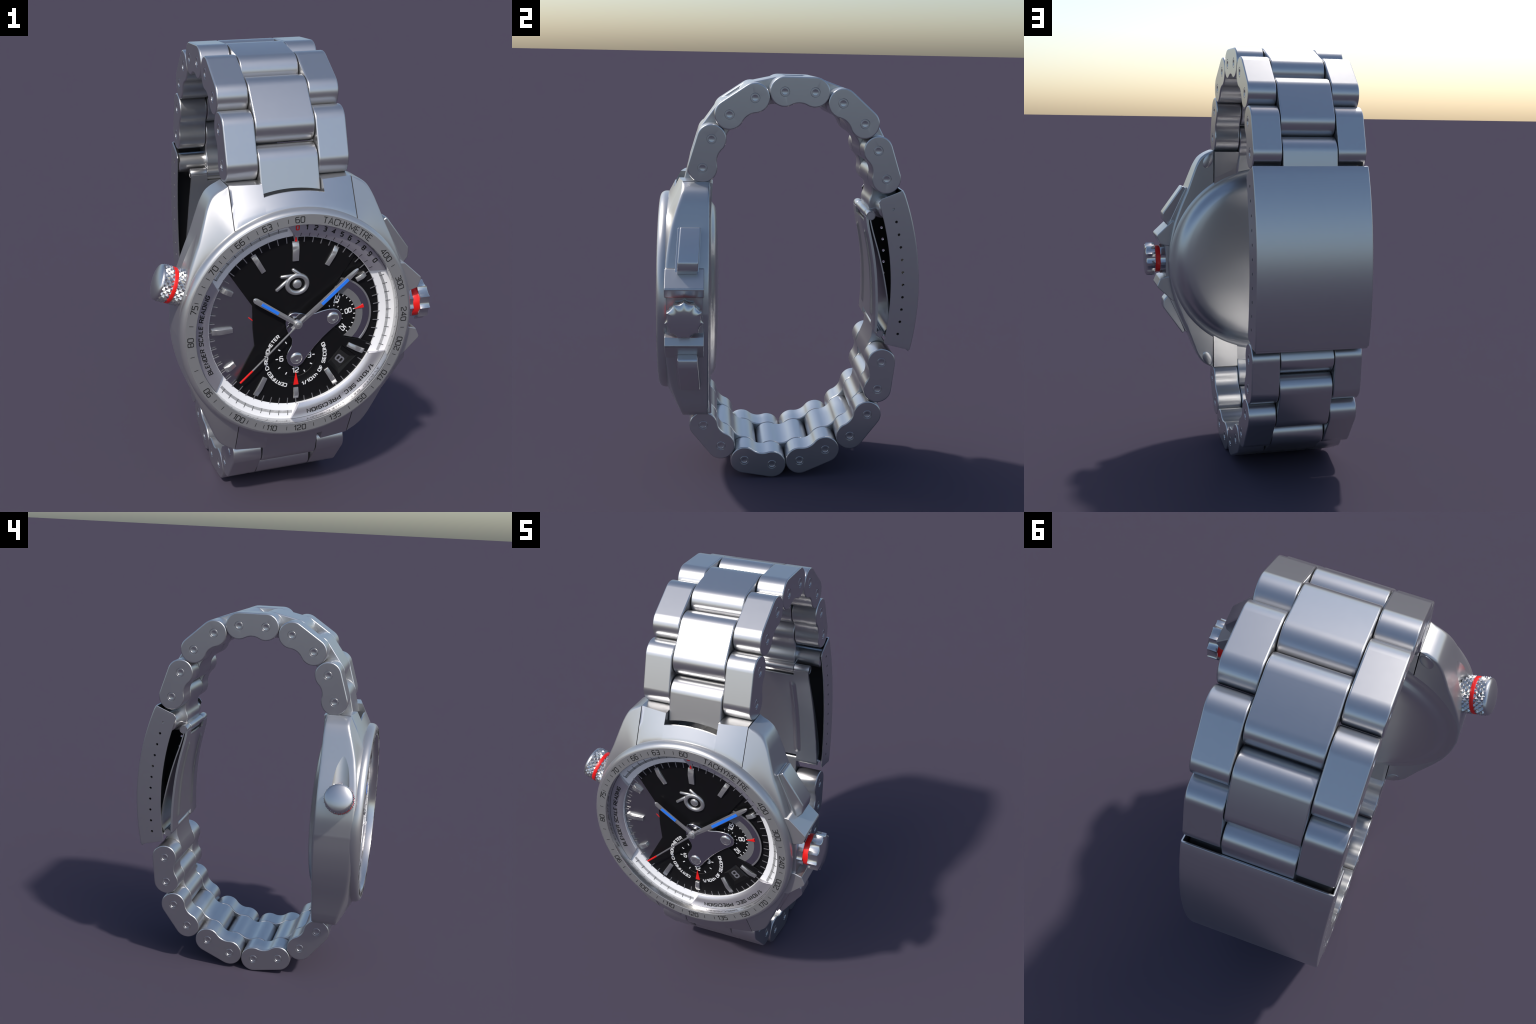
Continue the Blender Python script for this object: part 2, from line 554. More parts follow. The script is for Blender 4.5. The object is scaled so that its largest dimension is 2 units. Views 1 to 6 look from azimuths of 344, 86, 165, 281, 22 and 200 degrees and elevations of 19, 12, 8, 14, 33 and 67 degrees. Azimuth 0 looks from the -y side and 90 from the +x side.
# little rounded spring bar bosses behind the lugs
for su in (-1, 1):
    for sv in (-1, 1):
        bm = bmesh.new()
        bmesh.ops.create_uvsphere(bm, u_segments=24, v_segments=12, radius=1.0)
        for w in bm.verts:
            w.co = Vector((w.co.x * 0.024, w.co.y * 0.0050, w.co.z * 0.040))
        bmesh.ops.rotate(bm, verts=bm.verts, cent=(0, 0, 0), matrix=Matrix.Rotation(radians(-25 * su * sv), 3, "Y"))
        for w in bm.verts:
            w.co += Vector(F(su * 0.287, sv * 0.529, YB))
        me = bpy.data.meshes.new("lug_boss"); bm.to_mesh(me); bm.free()
        smooth(me, 180)
        link_obj("lug_boss", me, STEEL, WATCH)

# ------------------------------------------------------------------ end links filling the gap between the lugs
def end_link(sv):
    us = []
    W = 0.2545; N = 0.1260
    for i in range(9): us.append((-W + (W - N) * i / 8, False))
    for i in range(25): us.append((-N + 2 * N * i / 24, True))
    for i in range(9): us.append((N + (W - N) * i / 8, False))
    loops = []
    for u, notch in us:
        rlow = sqrt(max(0.46 ** 2 - u * u, 0))
        top = sqrt(0.552 ** 2 - u * u) if notch else 0.585
        sec = []
        for k in range(7):
            v = rlow + (top - rlow) * k / 6
            sec.append((cone_y(hypot(u, v)) + 0.0015, v))
        if notch:      # thin front lip, open behind, low wall at the back
            sec += [(sec[-1][0] + 0.007, top), (-0.572, rlow + 0.03), (-0.415, rlow + 0.03), (-0.410, 0.555), (-0.392, 0.555), (-0.392, rlow)]
        else:
            sec += [(-0.500, top), (-0.470, top + 0.001), (-0.420, top), (-0.376, top - 0.010), (-0.384, rlow + 0.050), (-0.392, rlow)]
        loops.append([F(u, sv * v, y) for y, v in sec])
    m = len(loops[0])
    vs = [p for l in loops for p in l]
    fs = []
    for i in range(len(loops) - 1):
        for k in range(m):
            l = (k + 1) % m
            fs.append((i * m + k, i * m + l, (i + 1) * m + l, (i + 1) * m + k))
    fs += [tuple(range(m)), tuple((len(loops) - 1) * m + k for k in range(m))]
    o = link_obj("end_link", mesh("end_link", vs, fs), STEEL, WATCH)
    bevel(o, 0.004, 3, 40)
    tidy(o, 40)

end_link(1)
end_link(-1)

# ------------------------------------------------------------------ case back
face_lathe("case_back", [(0.47, -0.392), (0.4865, -0.3920), (0.4875, -0.3900), (0.484, -0.3885), (0.470, -0.3878), (0.457, -0.3865), (0.447, -0.3830), (0.439, -0.3775), (0.431, -0.3705),
                         (0.422, -0.3645), (0.411, -0.3600), (0.398, -0.3566), (0.36, -0.3530), (0.30, -0.3495), (0.22, -0.3460), (0.12, -0.3436), (0.0, -0.3428)], STEEL, WATCH, 160, ang=70)

# ------------------------------------------------------------------ bezel
BF = -0.6345
bez = [(0.470, -0.560), (0.4900, -0.572), (0.4950, -0.585), (0.4968, -0.600), (0.4965, -0.609), (0.4945, -0.617), (0.4905, -0.6245), (0.4855, -0.6300),
       (0.4805, -0.6330), (0.4770, -0.6340)]
BEZEL = face_lathe("bezel", bez, CASE, WATCH, 180, ang=60)
face_lathe("bezel_ring", [(0.4770, -0.6340), (0.4765, BF), (0.4360, BF), (0.4345, BF + 0.001)], BEZELFACE, BEZEL, 180, ang=8)
face_lathe("bezel_inner_wall", [(0.4345, BF + 0.001), (0.4335, BF + 0.0035), (0.4330, -0.586)], POLISH, BEZEL, 180, ang=60)

TICKS = [61.2, 79.7, 97.7, 113.4, 119.6, 134.7, 151.4, 165.9, 172.6, 187.7, 200.8, 205.5, 210.5, 221.4, 227.2, 233.2, 246.6, 253.9,
         261.6, 278.3, 290.6, 295.5, 299.5, 303.9, 314.2, 317.3, 322.0, 332.1, 337.2, 348.2, 353.7]
vs = []; fs = []
for b in TICKS:
    for (x, y, l) in ((-1, 0.4475, 1), (1, 0.4475, 1), (1, 0.4645, 1), (-1, 0.4645, 1), (-1, 0.4475, -1), (1, 0.4475, -1), (1, 0.4645, -1), (-1, 0.4645, -1)):
        u, v = polar(b + math.degrees(x * 0.0011 / 0.456), y)
        vs.append(F(u, v, BF - l * 0.0006))
    k = len(vs) - 8
    fs += [(k, k + 1, k + 2, k + 3), (k + 7, k + 6, k + 5, k + 4)] + [(k + i, k + (i + 1) % 4, k + 4 + (i + 1) % 4, k + 4 + i) for i in range(4)]
link_obj("bezel_tick", mesh("bezel_tick", vs, fs), INK, BEZEL, "stuff")

flatb = lambda r: BF
for s, b, out in (("60", 359.8, 1), ("400", 53.8, 1), ("300", 71.8, 1), ("240", 90.1, 1), ("200", 107.0, 0), ("170", 126.7, 0), ("150", 143.6, 0),
                  ("135", 160.1, 0), ("120", 180.3, 0), ("110", 196.2, 0), ("100", 215.9, 0), ("90", 239.6, 1), ("80", 269.7, 1), ("75", 286.9, 1),
                  ("70", 309.0, 1), ("66", 327.1, 1), ("63", 342.6, 1)):
    H = 0.0262
    pl = ring_place(b, 0.4565 - H / 2 if out else 0.4565 + H / 2, flatb, bool(out), ref=0.4565)
    link_obj("bezel_numeral", text_mesh("bezel_numeral", s, H, pl, 0.13, 0.24, 1.05, 0.0006), INK, BEZEL)
H = 0.0278
link_obj("bezel_lettering", text_mesh("bezel_lettering", "TACHYMETRE", H, ring_place(26.4, 0.4565 - H / 2, flatb, True, ref=0.4565), 0.105, 0.235, 1.03, 0.0006, span=radians(29.0) * 0.4565), INK, BEZEL)

# ------------------------------------------------------------------ flange (sloping inner ring)
FL = [(0.3705, -0.5650), (0.3715, -0.5715), (0.385, -0.5775), (0.400, -0.5830), (0.415, -0.5868), (0.433, -0.5890)]
FLANGE = face_lathe("flange", FL, WHITE, WATCH, 180, ang=50)
fl_y = lambda r: interp([(r_, y_) for r_, y_ in FL[1:]], r)

def flange_mark(list_bars, yfun, name, mat, parent):
    vs = []; fs = []
    for b, r0, r1, w in list_bars:
        k = len(vs)
        for l in (0.0007, -0.0007):
            for x, r in ((-1, r0), (1, r0), (1, r1), (-1, r1)):
                u, v = polar(b + math.degrees(x * w / 2 / r), r)
                vs.append(F(u, v, yfun(r) - l * 1.5))
        fs += [(k, k + 1, k + 2, k + 3), (k + 7, k + 6, k + 5, k + 4)] + [(k + i, k + (i + 1) % 4, k + 4 + (i + 1) % 4, k + 4 + i) for i in range(4)]
    return link_obj(name, mesh(name, vs, fs), mat, parent, "stuff")

bars = []
for start, lo, hi in ((66.2, 63.5, 115.5), (185.6, 183.0, 234.0), (304.1, 304.0, 354.5)):
    for k in range(-8, 100):
        b = start + k * 0.566
        if lo < b < hi:
            if k % 10 == 0:
                bars.append((b, 0.3985, 0.4185, 0.0026))
            else:
                bars.append((b, 0.3985, 0.4095, 0.0013))
flange_mark(bars, fl_y, "flange_scale", INK, FLANGE)

# three raised steel segments on the flange
OV = [(0.3715, -0.5720), (0.3705, -0.5835), (0.378, -0.5885), (0.392, -0.5935), (0.410, -0.5955), (0.4325, -0.5965), (0.4325, -0.587)]
ov_y = lambda r: interp([(a, b) for a, b in OV[1:6]], r)

def flange_segment(b_out0, b_out1):
    """ends are cut slantwise: 5 degrees shorter at the inner edge"""
    n = 48; vs = []; m = len(OV); fs = []
    for i in range(n + 1):
        t = i / n
        for r, y in OV:
            k = (0.4325 - r) / (0.4325 - 0.3705)
            a0 = b_out0 + 5.2 * k; a1 = b_out1 - 5.2 * k
            u, v = polar(a0 + (a1 - a0) * t, r)
            vs.append(F(u, v, y))
    for i in range(n):
        for k in range(m):
            l = (k + 1) % m
            fs.append((i * m + k, i * m + l, (i + 1) * m + l, (i + 1) * m + k))
    fs += [tuple(range(m)), tuple(n * m + k for k in range(m))]
    o = link_obj("flange_segment", mesh("flange_segment", vs, fs), OVERLAY, FLANGE)
    bevel(o, 0.0012, 2, 50)
    return o

for a0 in (0.0, 120.0, 240.0):
    face_lathe("flange_step", [(0.3712, -0.5700), (0.3698, -0.5702), (0.3698, -0.5822), (0.3712, -0.5826)], WHITE, FLANGE, 40, b0=a0 - 0.2, b1=a0 + 59.8, closed=True)
flange_segment(-5.8, 64.0)
flange_segment(114.0, 184.0)
flange_segment(234.0, 304.0)
H = 0.0230
for i, d in enumerate("01234567890"):
    b = 0.2 + i * 5.46
    link_obj("flange_numeral", text_mesh("flange_numeral", d, H, ring_place(b, 0.4005, ov_y, True, ref=0.412), 0.23, 0.2, 1.02, 0.0010), RED if i == 0 else INK, FLANGE)
flange_mark([(2.6 + i * 5.46, 0.3740, 0.3885, 0.0022) for i in range(11)], ov_y, "flange_tick", INK, FLANGE)
H = 0.0200
link_obj("flange_lettering", text_mesh("flange_lettering", "1/10th SEC. PRECISION", H, ring_place(149.2, 0.4000, ov_y, True, ref=0.41), 0.19, 0.28, 1.09, 0.0008, span=radians(50) * 0.41), INK, FLANGE)
link_obj("flange_lettering", text_mesh("flange_lettering", "BLENDER SCALE READING", H, ring_place(269.6, 0.3965, ov_y, True, ref=0.407), 0.19, 0.28, 1.03, 0.0008, 0.12, span=radians(50) * 0.407), INK, FLANGE)

# ------------------------------------------------------------------ dial
YT, YL = -0.5718, -0.5648        # upper plate / lower plate
DIAL = face_lathe("dial", [(0.0, YL), (0.373, YL), (0.373, -0.55)], BLACKDIAL, WATCH, 128)

# grey metal field at the left
greypoly = [polar(b, 0.3695) for b in range(226, 315, 2)] + [(-0.15, 0.11), (-0.15, -0.09)]
face_prism("dial_field", greypoly, YL + 0.001, YL - 0.0012, GREYPLATE, DIAL)
side = [(-0.2005, 0.0425), (-0.1985, 0.0455), (-0.1780, 0.0260), (-0.1780, 0.0210)]
face_prism("dial_dash", side, YL, YL - 0.0022, RED, DIAL)

star = [(0.2607, 0.2653), (0.205, 0.1875), (0.165, 0.130), (0.11, 0.04), (0.13, -0.02), (0.184, -0.058), (0.2177, -0.0985), (0.290, -0.1195)]
star += [polar(b, 0.3712) for b in range(113, 229, 3)]
star += [(-0.1770, -0.0840), (-0.1830, -0.006), (-0.1830, 0.0915)]
star += [polar(b, 0.3712) for b in range(311, 405, 3)]
STAR = face_prism("dial_plate", star, YL + 0.002, YT, BLACKDIAL, DIAL)
win_out = [(0.1425, -0.2047), (0.2046, -0.1356), (0.2690, -0.1925), (0.1917, -0.2660)]
win_in = [(0.1600, -0.2000), (0.2010, -0.1560), (0.2420, -0.1925), (0.1924, -0.2440)]
t1 = face_prism("t", win_out, -0.55, -0.59, None, None)
t2 = axis_cylinder(0.1165, -0.59, -0.5655)
for w in t2.data.vertices:
    w.co.z -= 0.161
cut(STAR, [t1, t2])
bevel(STAR, 0.0022, 2, 50)

# date window: sloped frame, floor and digit
vs = [F(u, v, YT - 0.0003) for u, v in win_out] + [F(u, v, -0.5662) for u, v in win_in] + [F(u, v, -0.5600) for u, v in win_in]
fs = [(i, (i + 1) % 4, (i + 1) % 4 + 4, i + 4) for i in range(4)]
link_obj("date_frame", mesh("date_frame", vs[:8], fs), BLACKDIAL, DIAL)
face_prism("date_disc", win_in, -0.556, -0.5663, material("date_disc_black", (0.012, 0.012, 0.012), 0, 0.4), DIAL)
link_obj("date_digit", text_mesh("date_digit", "8", 0.043, flat_place((0.199, -0.199), 134.5 + 180, -0.5665, 0.043), 0.17, 0.2, 1.0, 0.0012), DATEDIGIT, DIAL)

# lower subdial
SC = (0.0, -0.161)
SUBL = face_lathe("subdial", [(0, -0.5672), (0.0885, -0.5672), (0.0905, -0.5700), (0.1145, -0.5706), (0.1168, -0.5716), (0.1170, -0.562)], DEEPBLACK, DIAL, 96, SC, ang=50)
flange_bars = []
vs = []; fs = []
def bar_on(c, b, r0, r1, w, y, vs, fs, th=0.0008):
    k = len(vs)
    for l in (th, -th):
        for x, r in ((-1, r0), (1, r0), (1, r1), (-1, r1)):
            u, v = polar(b, r); a = radians(b)
            vs.append(F(c[0] + u + cos(a) * x * w / 2, c[1] + v - sin(a) * x * w / 2, y - l))
    fs += [(k, k + 1, k + 2, k + 3), (k + 7, k + 6, k + 5, k + 4)] + [(k + i, k + (i + 1) % 4, k + 4 + (i + 1) % 4, k + 4 + i) for i in range(4)]
for i in range(12):
    if i != 6:
        bar_on(SC, i * 30, 0.0755, 0.0860, 0.0042, -0.5672, vs, fs)
link_obj("subdial_tick", mesh("subdial_tick", vs, fs), WHITEINK, SUBL, "stuff")
for s, c in (("6", (-0.0610, -0.1610)), ("12", (0.001, -0.2215)), ("3", (0.0620, -0.1610))):
    link_obj("subdial_numeral", text_mesh("subdial_numeral", s, 0.026, flat_place(c, 0, -0.5672, 0.026), 0.17, 0.25, 1.0, 0.0008), WHITEINK, SUBL)
yt = lambda r: YT
link_obj("dial_lettering", text_mesh("dial_lettering", "CERTIFIED CHRONOMETER", 0.0175, ring_place(262, 0.1200, yt, True, SC, 0.129), 0.2, 0.27, 1.02, 0.0008, span=radians(129) * 0.129), WHITEINK, DIAL)
link_obj("dial_lettering", text_mesh("dial_lettering", "1/10th OF SECOND", 0.0175, ring_place(117.3, 0.1380, yt, False, SC, 0.129), 0.2, 0.27, 1.06, 0.0008, span=radians(101) * 0.129), WHITEINK, DIAL)
face_prism("subdial_pointer", [(0.0013, -0.228), (0.0125, -0.2865), (-0.0100, -0.2865)], YT + 0.002, YT - 0.0015, RED, SUBL)

# right subdial with its arched frame
RC = (0.1606, 0.0)
SUBR = face_lathe("subdial", [(0, YL - 0.0006), (0.1065, YL - 0.0006), (0.1065, YL + 0.003)], DEEPBLACK, DIAL, 96, RC)
def arch(name, r0, r1, y, mat, lo=16.0, hi=147.0, c=RC):
    """ring sector around the right subdial, chopped along the edges of the upper plate"""
    def clip(b, r):
        return b
    pts0 = []; pts1 = []
    n = 60
    def lim(r):
        # bearing where circle of radius r meets upper line and lower line
        lo_b = None
        for i in range(0, 1800):
            b = -40 + i * 0.1
            u, v = polar(b, r); u += c[0]; v += c[1]
            up = (u - 0.168) * (0.1875 - 0.130) - (v - 0.130) * (0.205 - 0.165) > 0.0002
            if up:
                lo_b = b; break
        hi_b = None
        for i in range(0, 1800):
            b = 170 - i * 0.1
            u, v = polar(b, r); u += c[0]; v += c[1]
            ok = v > -0.094 + (u - 0.2217) * (-0.0207 / 0.0634)
            if ok:
                hi_b = b; break
        return lo_b, hi_b
    a0, a1 = lim(r0); b0, b1 = lim(r1)
    vs = []
    for i in range(n + 1):
        t = i / n
        for r, q0, q1 in ((r0, a0, a1), (r1, b0, b1)):
            for yy in (y, y + 0.004):
                u, v = polar(q0 + (q1 - q0) * t, r)
                vs.append(F(c[0] + u, c[1] + v, yy))
    fs = []
    for i in range(n):
        p = 4 * i; q = p + 4
        fs += [(p, p + 2, q + 2, q), (p + 1, p, q, q + 1), (p + 2, p + 3, q + 3, q + 2), (p + 3, p + 1, q + 1, q + 3)]
    fs += [(0, 1, 3, 2), (4 * n, 4 * n + 2, 4 * n + 3, 4 * n + 1)]
    me = mesh(name, vs, fs)
    smooth(me, 40)
    return link_obj(name, me, mat, SUBR)
arch("arch_rim", 0.1675, 0.1745, -0.5735, MARKER)
arch("arch_band", 0.1365, 0.1682, -0.5705, SLATE)
arch("arch_ring", 0.1062, 0.1367, -0.5712, GREYRING)
vs = []; fs = []
for i in range(11):
    b = 17.6 + i * 12.0
    bar_on(RC, b, 0.0975, 0.1055, 0.0036, YL - 0.0008, vs, fs)
for i in range(6):
    bar_on(RC, 17.6 + i * 24 - 30, 0.046, 0.052, 0.003, YL - 0.0008, vs, fs)
link_obj("subdial_tick", mesh("subdial_tick", vs, fs), WHITEINK, SUBR, "stuff")
for s, b in (("105", 17.0), ("00", 77.5), ("25", 138.0)):
    u, v = polar(b, 0.0755)
    link_obj("subdial_numeral", text_mesh("subdial_numeral", s, 0.0235, flat_place((RC[0] + u, RC[1] + v), b - 90, YL - 0.0008, 0.0235), 0.19, 0.24, 0.92 if s != "105" else 0.86, 0.0008), WHITEINK, SUBR)
a = (0.2612, 0.0235); bq = (0.3005, 0.0330)
d = Vector((bq[0] - a[0], bq[1] - a[1])).normalized(); nrm = Vector((-d.y, d.x))
face_prism("subdial_pointer", [a, (bq[0] + nrm.x * 0.0075, bq[1] + nrm.y * 0.0075), (bq[0] - nrm.x * 0.0075, bq[1] - nrm.y * 0.0075)], -0.568, -0.5745, RED, SUBR)

# minute ticks and hour markers
vs = []; fs = []
for i in range(60):
    bar_on((0, 0), i * 6, 0.3455, 0.3745, 0.0032, YT - 0.0012, vs, fs, 0.0010)
link_obj("minute_tick", mesh("minute_tick", vs, fs), MARKER, DIAL, "stuff")

def marker(b, r0, r1, w, ybase):
    """faceted bar: rises gently outward, then falls in a short facet"""
    L = r1 - r0
    prof = [(0.0, 0.0055), (0.30, 0.0080), (0.55, 0.0105), (0.68, 0.0100), (0.80, 0.0070), (0.90, 0.0045), (1.0, 0.0040)]
    a = radians(b); vs = []
    for t, h in prof:
        r = r0 + L * t; u, v = polar(b, r)
        ww = w * (1.0 + 0.10 * t)
        for x, y in ((-1, ybase + 0.002), (-1, YT - h), (1, YT - h), (1, ybase + 0.002)):
            vs.append(F(u + cos(a) * x * ww / 2, v - sin(a) * x * ww / 2, y))
    fs = []
    for i in range(len(prof) - 1):
        p = 4 * i; q = p + 4
        for k in range(4):
            l = (k + 1) % 4
            fs.append((p + k, p + l, q + l, q + k))
    e = 4 * (len(prof) - 1)
    fs += [(0, 1, 2, 3), (e + 3, e + 2, e + 1, e)]
    o = link_obj("hour_marker", mesh("hour_marker", vs, fs), MARKER, DIAL)
    bevel(o, 0.0012, 2, 55)
    smooth(o.data, 30)
for h in range(12):
    if h == 3:
        continue                      # the right subdial takes this place
    r0, r1 = {2: (0.306, 0.352), 4: (0.268, 0.351), 6: (0.299, 0.349), 8: (0.303, 0.350), 10: (0.308, 0.356), 0: (0.266, 0.350)}.get(h, (0.269, 0.356))
    marker(h * 30, r0, r1, 0.0265 if h == 0 else 0.0205, YL if h in (2, 3, 8, 9, 10) else YT)
# tab with red arrow at twelve
face_prism("twelve_tab", [(-0.0115, 0.3830), (0.0125, 0.3830), (0.0085, 0.350), (-0.0065, 0.350)], YT, -0.5765, MARKER, DIAL)
face_prism("twelve_arrow", [(0.0005, 0.3825), (0.0050, 0.3500), (-0.0040, 0.3500)], YT, -0.5785, RED, DIAL)

# applied emblem: oval ring, dot and three bars
def tube(name, pts, r, y, mat, parent, closed=False, nseg=12, flat=0.9):
    n = len(pts); vs = []; fs = []
    for i in range(n):
        a = Vector(pts[(i - 1) % n] if closed else pts[max(i - 1, 0)]); b = Vector(pts[(i + 1) % n] if closed else pts[min(i + 1, n - 1)])
        d = (b - a).normalized(); nn = Vector((-d.y, d.x))
        for k in range(nseg):
            t = 2 * pi * k / nseg
            vs.append(F(pts[i][0] + nn.x * r * cos(t), pts[i][1] + nn.y * r * cos(t), y - r * flat * sin(t)))
    for i in range(n if closed else n - 1):
        j = (i + 1) % n
        for k in range(nseg):
            l = (k + 1) % nseg
            fs.append((i * nseg + k, i * nseg + l, j * nseg + l, j * nseg + k))
    if not closed:
        for e, pt in ((0, pts[0]), (n - 1, pts[-1])):
            c = len(vs)
            o = Vector(pts[0]) - Vector(pts[1]) if e == 0 else Vector(pts[-1]) - Vector(pts[-2])
            o.normalize()
            vs.append(F(pt[0] + o.x * r * 0.8, pt[1] + o.y * r * 0.8, y))
            for k in range(nseg):
                fs.append((e * nseg + k, e * nseg + (k + 1) % nseg, c))
    me = mesh(name, vs, fs)
    smooth(me, 180)
    return link_obj(name, me, mat, parent)
EM = tube("emblem_ring", [(0.0068 + 0.0425 * cos(2 * pi * i / 64), 0.1655 + 0.0375 * sin(2 * pi * i / 64)) for i in range(64)], 0.0102, YT - 0.0005, MARKER, DIAL, True)
tube("emblem_bar", [(-0.0815, 0.1475), (-0.030, 0.1880)], 0.0078, YT, MARKER, EM)
tube("emblem_bar", [(-0.0615, 0.2030), (0.004, 0.2045)], 0.0070, YT, MARKER, EM)
tube("emblem_bar", [(-0.0115, 0.2300), (0.0190, 0.2060), (0.0400, 0.1880)], 0.0072, YT, MARKER, EM)
face_lathe("emblem_dot", [(0.0195, YT + 0.001), (0.0190, YT - 0.003), (0.0155, YT - 0.0062), (0.0085, YT - 0.0078), (0, YT - 0.0082)], MARKER, EM, 32, (0.0068, 0.1660), ang=180)

# bridge plate carrying both subdials
bridge = spline([(-0.036, 0.033), (-0.012, 0.046), (0.018, 0.041), (0.048, 0.031), (0.085, 0.033), (0.118, 0.040), (0.150, 0.0425), (0.180, 0.0365), (0.199, 0.016), (0.2015, -0.008),
                 (0.190, -0.028), (0.160, -0.050), (0.120, -0.083), (0.083, -0.120), (0.050, -0.160), (0.028, -0.190), (0.008, -0.2015), (-0.016, -0.199), (-0.0365, -0.180),
                 (-0.0425, -0.150), (-0.036, -0.125), (-0.022, -0.100), (-0.0195, -0.075), (-0.033, -0.050), (-0.044, -0.020), (-0.046, 0.010)], 5)
BR = face_prism("bridge_plate", bridge, -0.5690, -0.5820, SLATE, DIAL, 0.0052, segs=1)
for c in (RC, SC):
    face_lathe("bridge_screw", [(0.0265, -0.5815), (0.0265, -0.5830), (0.0245, -0.5855), (0.0185, -0.5880), (0.0095, -0.5893), (0.0075, -0.5880), (0, -0.5878)], POLISH, BR, 40, c, ang=60)

# ------------------------------------------------------------------ hands
def hand(name, bearing, stations, mat, ridge=0.002):
    """stations of (r, half width, y of the top); shallow roof section"""
    a = radians(bearing); vs = []; fs = []
    for r, w, y in stations:
        u, v = polar(bearing, r)
        for x, dy in ((-1, 0.0045), (-1, ridge), (0, 0.0), (1, ridge), (1, 0.0045)):
            vs.append(F(u + cos(a) * x * w, v - sin(a) * x * w, y + dy))
    m = 5
    for i in range(len(stations) - 1):
        for k in range(m):
            l = (k + 1) % m
            fs.append((i * m + k, i * m + l, (i + 1) * m + l, (i + 1) * m + k))
    fs += [tuple(range(m)), tuple((len(stations) - 1) * m + k for k in range(m))]
    me = mesh(name, vs, fs)
    smooth(me, 20)
    return link_obj(name, me, mat, WATCH)

HB, MB, SB = 305.2, 53.0, 227.75
HH = hand("hour_hand", HB, [(0.0, 0.0100, -0.600), (0.085, 0.0105, -0.601), (0.186, 0.0120, -0.6015), (0.2155, 0.0115, -0.600), (0.2225, 0.008, -0.599), (0.2265, 0.003, -0.598)], MARKER)
my = lambda r: -0.6035 + 0.0135 * max(0.0, (r - 0.128)) / 0.152
MH = hand("minute_hand", MB, [(-0.03, 0.0095, -0.605), (0.03, 0.0100, -0.6045), (0.128, 0.0125, my(0.128)), (0.200, 0.0125, my(0.2)), (0.285, 0.0120, my(0.285)), (0.322, 0.0095, my(0.322)),
                              (0.334, 0.006, my(0.334)), (0.3385, 0.002, my(0.3385))], MARKER)
def lume(parent, b, r0, r1, w, yf, off=0.0):
    a = radians(b); vs = []
    n = 6
    for i in range(n + 1):
        r = r0 + (r1 - r0) * i / n
        u, v = polar(b, r)
        for x, dy in ((-1, 0.003), (-1, -0.0012), (1, -0.0012), (1, 0.003)):
            vs.append(F(u + cos(a) * (x * w + off), v - sin(a) * (x * w + off), yf(r) + dy))
    fs = []
    for i in range(n):
        for k in range(4):
            l = (k + 1) % 4
            fs.append((4 * i + k, 4 * i + l, 4 * i + 4 + l, 4 * i + 4 + k))
    fs += [(0, 1, 2, 3), (4 * n + 3, 4 * n + 2, 4 * n + 1, 4 * n)]
    link_obj("hand_lume", mesh("hand_lume", vs, fs), BLUE, parent)
lume(HH, HB, 0.1000, 0.1855, 0.0062, lambda r: -0.6012)
lume(MH, MB, 0.1290, 0.2780, 0.0066, my, 0.0025)
SH = hand("second_hand", SB, [(-0.05, 0.0042, -0.6075), (0.05, 0.0036, -0.6075), (0.2656, 0.0030, -0.6065)], MARKER, 0.001)
tip = hand("second_hand_tip", SB, [(0.2656, 0.0034, -0.6068), (0.3373, 0.0034, -0.6045)], RED, 0.001)
tip.parent = SH
face_lathe("hand_hub", [(0.0175, -0.590), (0.0175, -0.6085), (0.0150, -0.6105), (0.0085, -0.6110), (0.0080, -0.6135), (0.005, -0.6145), (0, -0.6148)], MARKER, WATCH, 40, ang=50)

# ------------------------------------------------------------------ fluted crown on the right
CY, CV = -0.5030, 0.0030
NF = 11
def flute(depth):
    def f(b, r, h):
        if r < 0.0745: return r
        ph = ((b / 360 * NF) % 1.0)
        s = 1 - abs(2 * ph - 1)               # 0 at ridge, 1 at mid flute
        return r * (1 - depth * (sin(s * pi / 2) ** 0.75))
    return f
crown_prof = [(0.066, 0.558), (0.0855, 0.558), (0.0870, 0.5595), (0.0870, 0.6000), (0.0850, 0.6030), (0.0700, 0.6070), (0.045, 0.6105), (0.020, 0.6122), (0.0, 0.6126)]
me = lathe_mesh("crown", crown_prof, NF * 16, x_place(CY, CV), radial=flute(0.12))
smooth(me, 40)
CR = link_obj("crown", me, POLISH, WATCH)
me = lathe_mesh("crown_ring", [(0.05, 0.530), (0.0690, 0.531), (0.0715, 0.535), (0.0715, 0.5585), (0.05, 0.559)], 64, x_place(CY, CV)); smooth(me, 40)
link_obj("crown_ring", me, RED, CR)
me = lathe_mesh("crown_collar", [(0.05, 0.470), (0.0770, 0.470), (0.0775, 0.529), (0.0765, 0.531), (0.05, 0.531)], NF * 16, x_place(CY, CV), radial=flute(0.10)); smooth(me, 40)
link_obj("crown_collar", me, POLISH, CR)

# crown guards: wedge blocks above and below
for s in (1, -1):
    gp = [(0.440, 0.215), (0.4735, 0.2110), (0.5500, 0.1390), (0.5520, 0.1310), (0.5360, 0.0930), (0.500, 0.082), (0.470, 0.082), (0.44, 0.09)]
    face_prism("crown_guard", [(u, s * v) for u, v in gp], -0.414, -0.5942, CASE, WATCH, 0.006, segs=3)

face_prism("crown_seat", [(0.44, 0.10), (0.5055, 0.10), (0.5055, -0.10), (0.44, -0.10)], -0.4185, -0.585, CASE, WATCH, 0.003)

